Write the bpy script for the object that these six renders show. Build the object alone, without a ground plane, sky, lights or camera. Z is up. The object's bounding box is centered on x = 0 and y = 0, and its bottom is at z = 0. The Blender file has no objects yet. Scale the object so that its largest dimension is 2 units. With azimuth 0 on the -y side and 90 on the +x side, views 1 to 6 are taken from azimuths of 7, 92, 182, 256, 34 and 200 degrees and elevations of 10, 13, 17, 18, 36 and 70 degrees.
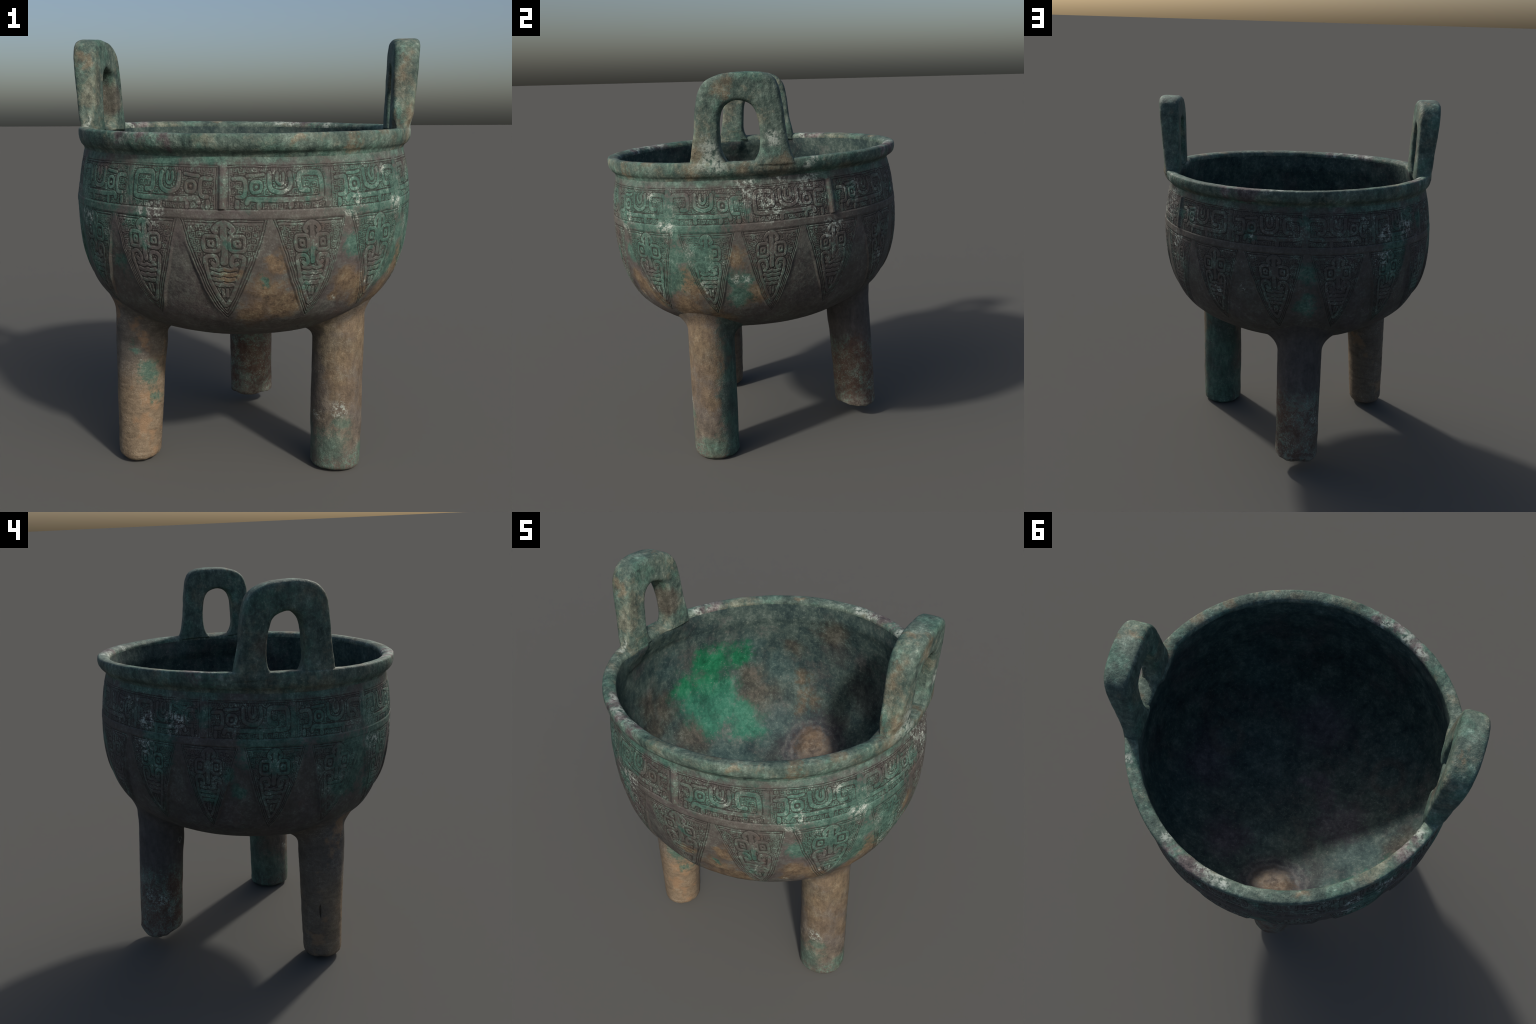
import bpy, math
import numpy as np

# ---------------------------------------------------------------- helpers
def hash3(ix, iy, iz, seed):
    h = (ix * 374761393 + iy * 668265263 + iz * 2147483647 + seed * 1274126177) & 0xFFFFFFFF
    h = ((h ^ (h >> 13)) * 1274126177) & 0xFFFFFFFF
    h = ((h ^ (h >> 16)) * 2246822519) & 0xFFFFFFFF
    return ((h ^ (h >> 15)) & 0xFFFFFF) / float(0xFFFFFF)


def noise3(P, scale, seed=0):
    """Smooth value noise, about -1..1."""
    Q = np.asarray(P, float) * scale + 57.3
    I = np.floor(Q).astype(np.int64)
    F = Q - I
    F = F * F * F * (F * (F * 6 - 15) + 10)
    out = 0.0
    for dx in (0, 1):
        wx = F[..., 0] if dx else 1 - F[..., 0]
        for dy in (0, 1):
            wy = F[..., 1] if dy else 1 - F[..., 1]
            for dz in (0, 1):
                wz = F[..., 2] if dz else 1 - F[..., 2]
                out = out + wx * wy * wz * hash3(I[..., 0] + dx, I[..., 1] + dy, I[..., 2] + dz, seed)
    return out * 2 - 1


def fbm(P, scale, octaves=3, seed=0):
    out, amp = 0.0, 1.0
    for o in range(octaves):
        out = out + amp * noise3(P, scale * 2 ** o, seed + o * 17)
        amp *= 0.5
    return out / 1.75


def sstep(a, b, x):
    t = np.clip((x - a) / (b - a), 0, 1)
    return t * t * (3 - 2 * t)


def spline(xk, yk, x):
    """Natural cubic spline through (xk, yk)."""
    xk, yk = np.asarray(xk, float), np.asarray(yk, float)
    n, h = len(xk), np.diff(xk)
    A, b = np.zeros((n, n)), np.zeros(n)
    A[0, 0] = A[-1, -1] = 1
    for i in range(1, n - 1):
        A[i, i - 1], A[i, i], A[i, i + 1] = h[i - 1], 2 * (h[i - 1] + h[i]), h[i]
        b[i] = 6 * ((yk[i + 1] - yk[i]) / h[i] - (yk[i] - yk[i - 1]) / h[i - 1])
    m = np.linalg.solve(A, b)
    j = np.clip(np.searchsorted(xk, x) - 1, 0, n - 2)
    d, e = x - xk[j], xk[j + 1] - x
    return (m[j] * e ** 3 + m[j + 1] * d ** 3) / (6 * h[j]) + (yk[j] / h[j] - m[j] * h[j] / 6) * e + (yk[j + 1] / h[j] - m[j + 1] * h[j] / 6) * d


def grid_quads(rows, cols, wrap=True):
    r = np.arange(rows - 1)[:, None]
    c = np.arange(cols if wrap else cols - 1)[None, :]
    c2 = (c + 1) % cols
    return np.stack([r * cols + c, r * cols + c2, (r + 1) * cols + c2, (r + 1) * cols + c], -1).reshape(-1, 4)


def make_mesh(name, V, Q, mats, mat_index=None, normals=None, smooth=True):
    V = np.ascontiguousarray(V, np.float32)
    Q = np.ascontiguousarray(Q, np.int32)
    me = bpy.data.meshes.new(name)
    me.vertices.add(len(V))
    me.vertices.foreach_set("co", V.ravel())
    me.loops.add(Q.size)
    me.loops.foreach_set("vertex_index", Q.ravel())
    me.polygons.add(len(Q))
    me.polygons.foreach_set("loop_start", np.arange(0, Q.size, 4, dtype=np.int32))
    for m in mats:
        me.materials.append(m)
    if mat_index is not None:
        me.polygons.foreach_set("material_index", np.ascontiguousarray(mat_index, np.int32))
    me.polygons.foreach_set("use_smooth", np.full(len(Q), smooth, dtype=bool))
    me.update(calc_edges=True)
    me.validate(clean_customdata=False)
    if normals is not None:
        me.normals_split_custom_set_from_vertices(np.ascontiguousarray(normals, np.float32))
    ob = bpy.data.objects.new(name, me)
    bpy.context.scene.collection.objects.link(ob)
    return ob


# ---------------------------------------------------------------- vessel body: measured profile
# The cast vessel is a deep round bowl, leaning slightly to the front; the profile
# is a polar curve about a point on the axis at z = 1.18.
RHO = [0.8112, 0.7852, 0.7715, 0.7682, 0.7501, 0.697, 0.6345, 0.5745, 0.541, 0.53]


def body(u, th, inset=0.0):
    """Outer surface: u 0 (crease under the rim) .. 1 (middle of the underside)."""
    rho = spline(np.linspace(0, 1, len(RHO)), RHO, u) - inset
    ang = math.radians(26) - u * math.radians(116)
    r, k = rho * np.cos(ang), -0.0154 + rho * np.sin(ang)
    r = r * (1 + 0.0048 * np.cos(2 * th) - 0.0048 * np.sin(2 * th) - 0.0044 * np.cos(3 * th) - 0.0148 * np.sin(3 * th))
    # the belly is drawn in between the legs and fuller high on some sides
    def lobe(a, w):
        return np.exp(-(((np.degrees(th) - a + 180) % 360 - 180) / w) ** 2)
    low = np.exp(-((u - 0.57) / 0.125) ** 2)
    mid = np.exp(-((u - 0.36) / 0.12) ** 2)
    high = np.exp(-((u - 0.20) / 0.17) ** 2)
    r = r - low * (0.014 * lobe(58, 20) + 0.010 * lobe(163, 26) + 0.006 * lobe(-178, 20) + 0.008 * lobe(3, 16))
    r = r + mid * (0.009 * lobe(42, 24) + 0.004 * lobe(160, 25) - 0.004 * lobe(0, 14))
    r = r + high * (0.006 * lobe(8, 36) + 0.007 * lobe(-48, 26) + 0.003 * lobe(128, 28) + 0.004 * lobe(62, 18))
    x = -0.0128 + 0.016 * k + r * np.cos(th)
    y = -0.0008 - 0.06 * k + r * np.sin(th)
    z = 1.2 + k + (-0.0008 * np.cos(th) + 0.0443 * np.sin(th)) * r / 0.75
    return np.stack([x, y, z], -1)


def u_of(v, th):
    """Decor coordinate v follows the rim, which leans less than the body."""
    return v + 0.0095 * (1 + np.sin(th)) * (1 - v)


def grid_normals(P):
    du = np.gradient(P, axis=0)
    dt = np.roll(P, -1, 1) - np.roll(P, 1, 1)
    N = np.cross(dt, du)
    N /= np.linalg.norm(N, axis=-1, keepdims=True) + 1e-12
    return -N


# ---------------------------------------------------------------- cast ornament
STEP = 0.001      # resolution of the motif fields, metres


def seg_dist(X, Y, pts):
    d = np.full(X.shape, 9.0)
    for (ax, ay), (bx, by) in zip(pts[:-1], pts[1:]):
        vx, vy = bx - ax, by - ay
        t = np.clip(((X - ax) * vx + (Y - ay) * vy) / (vx * vx + vy * vy + 1e-12), 0, 1)
        d = np.minimum(d, np.hypot(X - ax - t * vx, Y - ay - t * vy))
    return d


def smooth_line(pts, n=10):
    """Catmull-Rom through control points."""
    p = np.array([pts[0], *pts, pts[-1]], float)
    out = []
    for i in range(1, len(p) - 2):
        for t in np.linspace(0, 1, n, endpoint=False):
            a, b, c, d = p[i - 1], p[i], p[i + 1], p[i + 2]
            out.append(0.5 * (2 * b + (c - a) * t + (2 * a - 5 * b + 4 * c - d) * t ** 2 + (3 * b - a - 3 * c + d) * t ** 3))
    out.append(p[-2])
    return [tuple(q) for q in out]


def thunder(X, Y, cell=0.0275, turns=2.0, seed=3):
    """Thunder pattern: a field of small square spirals. Returns 1 in the groove, 0 on the line between."""
    row = np.floor(Y / cell)
    X = X + 0.37 * cell * (row % 3)
    ix, iy = np.floor(X / cell).astype(np.int64), row.astype(np.int64)
    a, b = (X / cell - ix) * 2 - 1, (Y / cell - iy) * 2 - 1
    flip = np.where(hash3(ix, iy, ix * 0, seed) > 0.5, 1.0, -1.0)
    turn = np.floor(hash3(ix, iy, ix * 0 + 5, seed) * 4) / 4
    r = np.maximum(abs(a), abs(b))
    # angle measured along the perimeter of the square
    per = np.where(a >= abs(b), b / (r + 1e-6),
          np.where(b >= abs(a), 2 - a / (r + 1e-6),
          np.where(-a >= abs(b), 4 - b / (r + 1e-6), 6 + a / (r + 1e-6)))) / 8 + 1 / 8
    val = r * turns + flip * (per + turn)
    w = abs((val % 1.0) - 0.5) * 2          # 0 mid-groove .. 1 mid-line
    return 1 - sstep(0.28, 0.62, w)


def relief(X, Y, bands, fill, inside, rings=()):
    """Raised bands with a cut outline on a filled ground. -> height (m), groove mask."""
    d = np.full(X.shape, 9.0)
    for pts, hw in bands:
        d = np.minimum(d, seg_dist(X, Y, pts) - hw)
    g_out = 1 - sstep(0.0010, 0.0026, abs(d - 0.0030))
    up = 1 - sstep(-0.0022, 0.0012, d)
    g_fill = fill * sstep(0.0035, 0.005, d)
    groove = np.maximum(g_out, 0.85 * g_fill)
    for pts, hw in rings:                    # lines cut into the raised parts
        g = 1 - sstep(hw * 0.5, hw * 1.3, seg_dist(X, Y, pts))
        groove = np.maximum(groove, g)
    h = 0.0007 * up - 0.0025 * groove
    return h * inside, groove * inside


def square(cx, cy, hx, hy, k=0.45):
    """Rounded square outline."""
    a = np.linspace(0, 2 * np.pi, 25)
    c, s = np.cos(a), np.sin(a)
    return [(cx + hx * np.sign(i) * abs(i) ** k, cy + hy * np.sign(j) * abs(j) ** k) for i, j in zip(c, s)]


DRAGON_LEN, FRIEZE_H = 0.42, 0.17


def dragon_field():
    """One dragon in profile: s from the flange (0) to the tail, t up from the lower line."""
    s = np.arange(0, DRAGON_LEN + STEP, STEP)
    t = np.arange(0, FRIEZE_H + STEP, STEP)
    X, Y = np.meshgrid(s, t)
    bands = [
        (smooth_line([(0.046, 0.118), (0.085, 0.118), (0.094, 0.10), (0.094, 0.070), (0.086, 0.052), (0.062, 0.050)]), 0.0072),       # open jaw
        (square(0.137, 0.087, 0.0205, 0.0205, 0.7), 0.0056),                                                                   # eye
        ([(0.137, 0.087), (0.1371, 0.087)], 0.005),
        (smooth_line([(0.102, 0.128), (0.135, 0.130), (0.165, 0.134)]), 0.0052),                                                # brow
        (smooth_line([(0.100, 0.028), (0.112, 0.044), (0.150, 0.040), (0.240, 0.038), (0.330, 0.040), (0.392, 0.044), (0.402, 0.062),
                      (0.402, 0.110), (0.394, 0.134), (0.370, 0.138), (0.325, 0.138), (0.313, 0.125), (0.313, 0.086), (0.320, 0.074), (0.345, 0.072)]), 0.0086),   # body and curled tail
        (smooth_line([(0.190, 0.138), (0.190, 0.105), (0.198, 0.078), (0.232, 0.066), (0.266, 0.078), (0.276, 0.105), (0.274, 0.138)]), 0.0078),      # crest
        (smooth_line([(0.222, 0.138), (0.220, 0.112), (0.232, 0.098), (0.246, 0.108), (0.246, 0.138)]), 0.0055),
        ([(0.060, 0.030), (0.060, 0.012)], 0.008),
        ([(0.150, 0.022), (0.150, 0.012)], 0.009),
        ([(0.275, 0.022), (0.275, 0.012)], 0.010),
    ]
    fill = thunder(X, Y)
    # plain grooves beside the flange, and the double line above and below
    side = ((X % 0.0078) < 0.0039) * (X < 0.031) * (X > 0.018)
    fill = np.where(X < 0.032, side, fill)
    fill = np.where((Y < 0.006) | (Y > FRIEZE_H - 0.012), 0, fill)
    for y0 in (FRIEZE_H - 0.0025, FRIEZE_H - 0.0105, 0.0025):
        fill = np.maximum(fill, 1 - sstep(0.0014, 0.0028, abs(Y - y0)))
    h, g = relief(X, Y, bands, fill, np.ones_like(X))
    return h, g


BLADE_H, BLADE_W = 0.452, 0.172


def blade_half(y):
    """Half width of a blade, y down from its top edge."""
    return spline([0, 0.155, 0.281, 0.38, 0.452], [0.172, 0.121, 0.0755, 0.035, 0.0], np.clip(y, 0, BLADE_H))


def blade_field():
    """One hanging blade with a cicada: x across, y down from the top edge."""
    x = np.arange(-BLADE_W - 0.01, BLADE_W + 0.01 + STEP, STEP)
    y = np.arange(0, BLADE_H + 0.012, STEP)
    X, Y = np.meshgrid(x, y)
    A = abs(X)
    W = blade_half(Y)
    edge = (W - A) * 0.92                          # distance to the blade's edge
    bands = [
        (smooth_line([(0, 0.022), (0, 0.060), (0, 0.115), (0, 0.172)]), 0.0112),                                     # nose
        (smooth_line([(0.004, 0.014), (0.022, 0.022), (0.036, 0.040), (0.026, 0.050)]), 0.0080),                     # head crest
        (square(0.049, 0.096, 0.029, 0.031), 0.0064),                                                              # eyes
        (square(0.049, 0.096, 0.009, 0.010), 0.0045),
        (smooth_line([(0.046, 0.176), (0.033, 0.186), (0.024, 0.172), (0.033, 0.150), (0.054, 0.146), (0.072, 0.156), (0.069, 0.190), (0.058, 0.230),
                      (0.043, 0.275), (0.024, 0.325), (0.006, 0.362), (0, 0.368)]), 0.0074),                           # scroll and wing
        (smooth_line([(0, 0.197), (0.020, 0.203), (0.046, 0.197)]), 0.0060),
        (smooth_line([(0, 0.219), (0.018, 0.224), (0.042, 0.219)]), 0.0078),
        (smooth_line([(0, 0.242), (0.016, 0.246), (0.036, 0.242)]), 0.0080),
        (smooth_line([(0, 0.265), (0.014, 0.269), (0.028, 0.266)]), 0.0078),
        ([(0.0078, 0.289), (0.0070, 0.322)], 0.0050),
    ]
    fill = thunder(X + 0.3, Y + 0.006, 0.0265)
    low = sstep(0.150, 0.156, Y)
    lines = 1 - sstep(0.26, 0.62, abs(((edge / 0.0088) % 1.0) - 0.5) * 2)
    fill = np.where(Y > 0.153, lines, fill)
    for y0 in (0.003, 0.012, 0.0205):               # lines along the top
        fill = np.where(Y < 0.024, 0, fill) if y0 == 0.003 else fill
    for y0 in (0.003, 0.0125):
        fill = np.maximum(fill, (1 - sstep(0.0014, 0.0028, abs(Y - y0))))
    fill = np.where((Y < 0.153) & (edge < 0.0135), 0, fill)
    for e0 in (0.0035, 0.0125):                     # double line along the edges
        fill = np.maximum(fill, 1 - sstep(0.0014, 0.0028, abs(edge - e0)))
    inside = (edge > 0).astype(float)
    h, g = relief(A, Y, bands, fill * inside, inside)
    return h, g, x[0]


def sample(F, fx, fy):
    """Bilinear lookup of a field at fractional columns fx, rows fy."""
    ny, nx = F.shape
    fx, fy = np.clip(fx, 0, nx - 1.001), np.clip(fy, 0, ny - 1.001)
    i, j = fx.astype(int), fy.astype(int)
    a, b = fx - i, fy - j
    return F[j, i] * (1 - a) * (1 - b) + F[j, i + 1] * a * (1 - b) + F[j + 1, i] * (1 - a) * b + F[j + 1, i + 1] * a * b


V_TOP, V_BOT = 0.031, 0.140            # frieze
V_BLADE = 0.163                        # top of the blades
ARC = 1.60                             # metres of profile per unit of v, ornament zone
FLANGES = [-89.5, 33.5, 150.0]         # three cast ridges, halfway between the legs
SEAMS = [-27.0, 93.6, 210.0]           # faint mould seams over the legs
CORNERS = [-127.5, -103.0, -75.0, -51.0, -24.5, -2.0, 21.0, 45.5, 69.5, 94.5, 118.0, 141.0, 163.0, 186.0, 209.0, 232.5]
TIPS = [-114.5, -88.5, -60.5, -37.5, -14.8, 7.5, 31.5, 57.5, 83.5, 107.0, 128.5, 151.0, 174.0, 197.0, 221.0]

# ---------------------------------------------------------------- bowl with frieze and blades
NT = 2560
vs = np.concatenate([np.linspace(0, 0.028, 10, endpoint=False), np.linspace(0.028, 0.472, 372, endpoint=False), 1 - (1 - np.linspace(0, 1, 44)) ** 1.0 * (1 - 0.472)])
vs[-1] = 0.9995
th = np.linspace(0, 2 * np.pi, NT, endpoint=False)
T, Vv = np.meshgrid(th, vs)
Uu = u_of(Vv, T)
P0 = body(Uu, T)
N0 = grid_normals(P0)
deg = np.degrees(T)
deg = np.where(deg > 232.5, deg - 360, deg)
# metres along the profile, per row (decor zone) and radius from the axis
arc = np.concatenate([[0], np.cumsum(np.linalg.norm(np.diff(P0[:, 0], axis=0), axis=1))])
ARCV = np.repeat(arc[:, None], NT, 1)
RAD = np.hypot(P0[..., 0] + 0.0128, P0[..., 1] + 0.02)

H = np.zeros_like(T)
G = np.zeros_like(T)
REG = np.zeros(T.shape, np.int32)      # 0 bowl, 1 frieze, 2.. blades, 100.. flanges

wob = 0.0020 * noise3(P0, 26, 5) + 0.0016 * noise3(P0, 9, 15)
wob2 = 0.0018 * noise3(P0, 24, 6) + 0.0014 * noise3(P0, 8, 16)

# frieze: two dragons on each side of every flange
hD, gD = dragon_field()
in_fr = (Vv > V_TOP) & (Vv < V_BOT)
t_loc = (V_BOT - Vv) / (V_BOT - V_TOP) * FRIEZE_H
bounds = []
for f, (fa, ls, rs) in enumerate(zip(FLANGES, [SEAMS[2] - 360, SEAMS[0], SEAMS[1]], [SEAMS[0], SEAMS[1], SEAMS[2]])):
    for side, end in ((-1, ls), (1, rs)):
        span = (end - fa) / 2
        for k in (0, 1):
            a0 = fa + span * k
            lo, hi = min(a0, a0 + span), max(a0, a0 + span)
            dd = np.where(deg > lo + 300, deg - 360, np.where(deg < lo - 60, deg + 360, deg))
            m = in_fr & (dd >= lo) & (dd < hi)
            s_loc = (dd[m] - a0) / span * DRAGON_LEN
            H[m] = sample(hD, (s_loc + wob[m]) / STEP, (t_loc[m] + wob2[m]) / STEP)
            G[m] = sample(gD, (s_loc + wob[m]) / STEP, (t_loc[m] + wob2[m]) / STEP)
REG[in_fr] = 1
# flanges and seams
for f, fa in enumerate(FLANGES):
    dd = (deg - fa + 180) % 360 - 180
    x = np.radians(dd) * RAD
    m = (abs(x) < 0.0185) & in_fr
    prof = 1 - sstep(0.004, 0.0185, abs(x))
    ends = sstep(V_TOP, V_TOP + 0.004, Vv) * (1 - sstep(V_BOT - 0.004, V_BOT, Vv))
    H = np.where(m, 0.0085 * prof * ends, H)
    G = np.where(m, 0, G)
    REG[m] = 100 + f
for fa in SEAMS:
    dd = (deg - fa + 180) % 360 - 180
    x = np.radians(dd) * RAD
    m = (abs(x) < 0.016) & in_fr
    H = np.where(m, 0.003 * (1 - sstep(0.004, 0.014, abs(x))), H)
    G = np.where(m, 0, G)

# blades
hB, gB, xB0 = blade_field()
OUT = np.full(T.shape, 9.0)           # distance outside the nearest blade
for i, tip in enumerate(TIPS):
    c0, c1 = CORNERS[i], CORNERS[i + 1]
    frac = np.clip((Vv - V_BLADE) / 0.293, 0, 1)
    mid = (c0 + c1) / 2 * (1 - frac) + tip * frac
    dd = (deg - mid + 180) % 360 - 180
    width = np.radians(c1 - c0) / 2 * 0.757 - 0.008
    x = np.radians(dd) * RAD * (BLADE_W / width)
    y = (Vv - V_BLADE) / 0.293 * BLADE_H
    x, y = x + wob * 1.3, y + wob2
    OUT = np.minimum(OUT, np.where(y > 0, abs(x) - blade_half(np.clip(y, 0, BLADE_H)) + np.maximum(y - BLADE_H, 0) * 0.5, 9.0))
    m = (y > 0) & (y < BLADE_H) & (abs(x) < blade_half(y))
    H[m] = sample(hB, (x[m] - xB0) / STEP, y[m] / STEP)
    G[m] = sample(gB, (x[m] - xB0) / STEP, y[m] / STEP)
    REG[m] = 2 + i

# wear and corrosion soften the casting in places
wear = 0.70 + 0.62 * fbm(P0, 6.0, 4, 41)
for a, v0, ra, rv in ((-27, 0.12, 11, 0.10), (-16, 0.23, 8, 0.07), (172, 0.09, 14, 0.06), (-146, 0.16, 14, 0.12), (197, 0.27, 14, 0.14)):
    dd = (deg - a + 180) % 360 - 180
    wear = wear * (1 - 0.6 * np.exp(-(dd / ra) ** 2 - ((Vv - v0) / rv) ** 2))
wear = np.clip(wear, 0.12, 1.0)
G = G * sstep(0.10, 0.5, wear)
H = np.where(REG >= 100, H, H * wear)

# plain bands: the strip between frieze and blades stands slightly proud
H = H + 0.0018 * sstep(V_BOT, V_BOT + 0.003, Vv) * (1 - sstep(V_BLADE - 0.004, V_BLADE, Vv))
# the plain gaps between the blades lie lower, so the blades stand up as thin slabs
back = 0.5 + 0.5 * np.cos(np.radians(deg - 165))
gap = sstep(0.001, 0.016, np.where(OUT > 1, 0, OUT)) * sstep(0.185, 0.30, Vv) * (1 - sstep(0.37, 0.47, Vv))
for lx, ly in ((-0.479, -0.245), (0.448, -0.213), (-0.055, 0.533)):     # but not where a leg grows out
    gap = gap * sstep(0.185, 0.275, np.hypot(P0[..., 0] - lx, P0[..., 1] - ly))
H = H - gap * (0.0035 + 0.0095 * back)
# bulges where the wall was patched or pushed out
for a, v0, amp in ((-163, 0.15, 0.005), (-104, 0.12, 0.003), (118, 0.26, 0.003)):
    dd = (deg - a + 180) % 360 - 180
    H = H + amp * np.exp(-(dd / 4.5) ** 2 - ((Vv - v0) / 0.035) ** 2)
# dents, casting waviness, crust
H = H + 0.0030 * fbm(P0, 3.2, 2, 7) + 0.0010 * fbm(P0, 16, 2, 8) + 0.0005 * fbm(P0, 70, 2, 9)
P1 = P0 + N0 * H[..., None]
N1 = grid_normals(P1)
quads = grid_quads(len(vs), NT)[:, ::-1]


def poly_of(F):
    return (F[:-1] + np.roll(F, -1, 1)[:-1] + F[1:] + np.roll(F, -1, 1)[1:]) / 4


gq = poly_of(G).ravel()
regq = REG[:-1].ravel()

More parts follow.
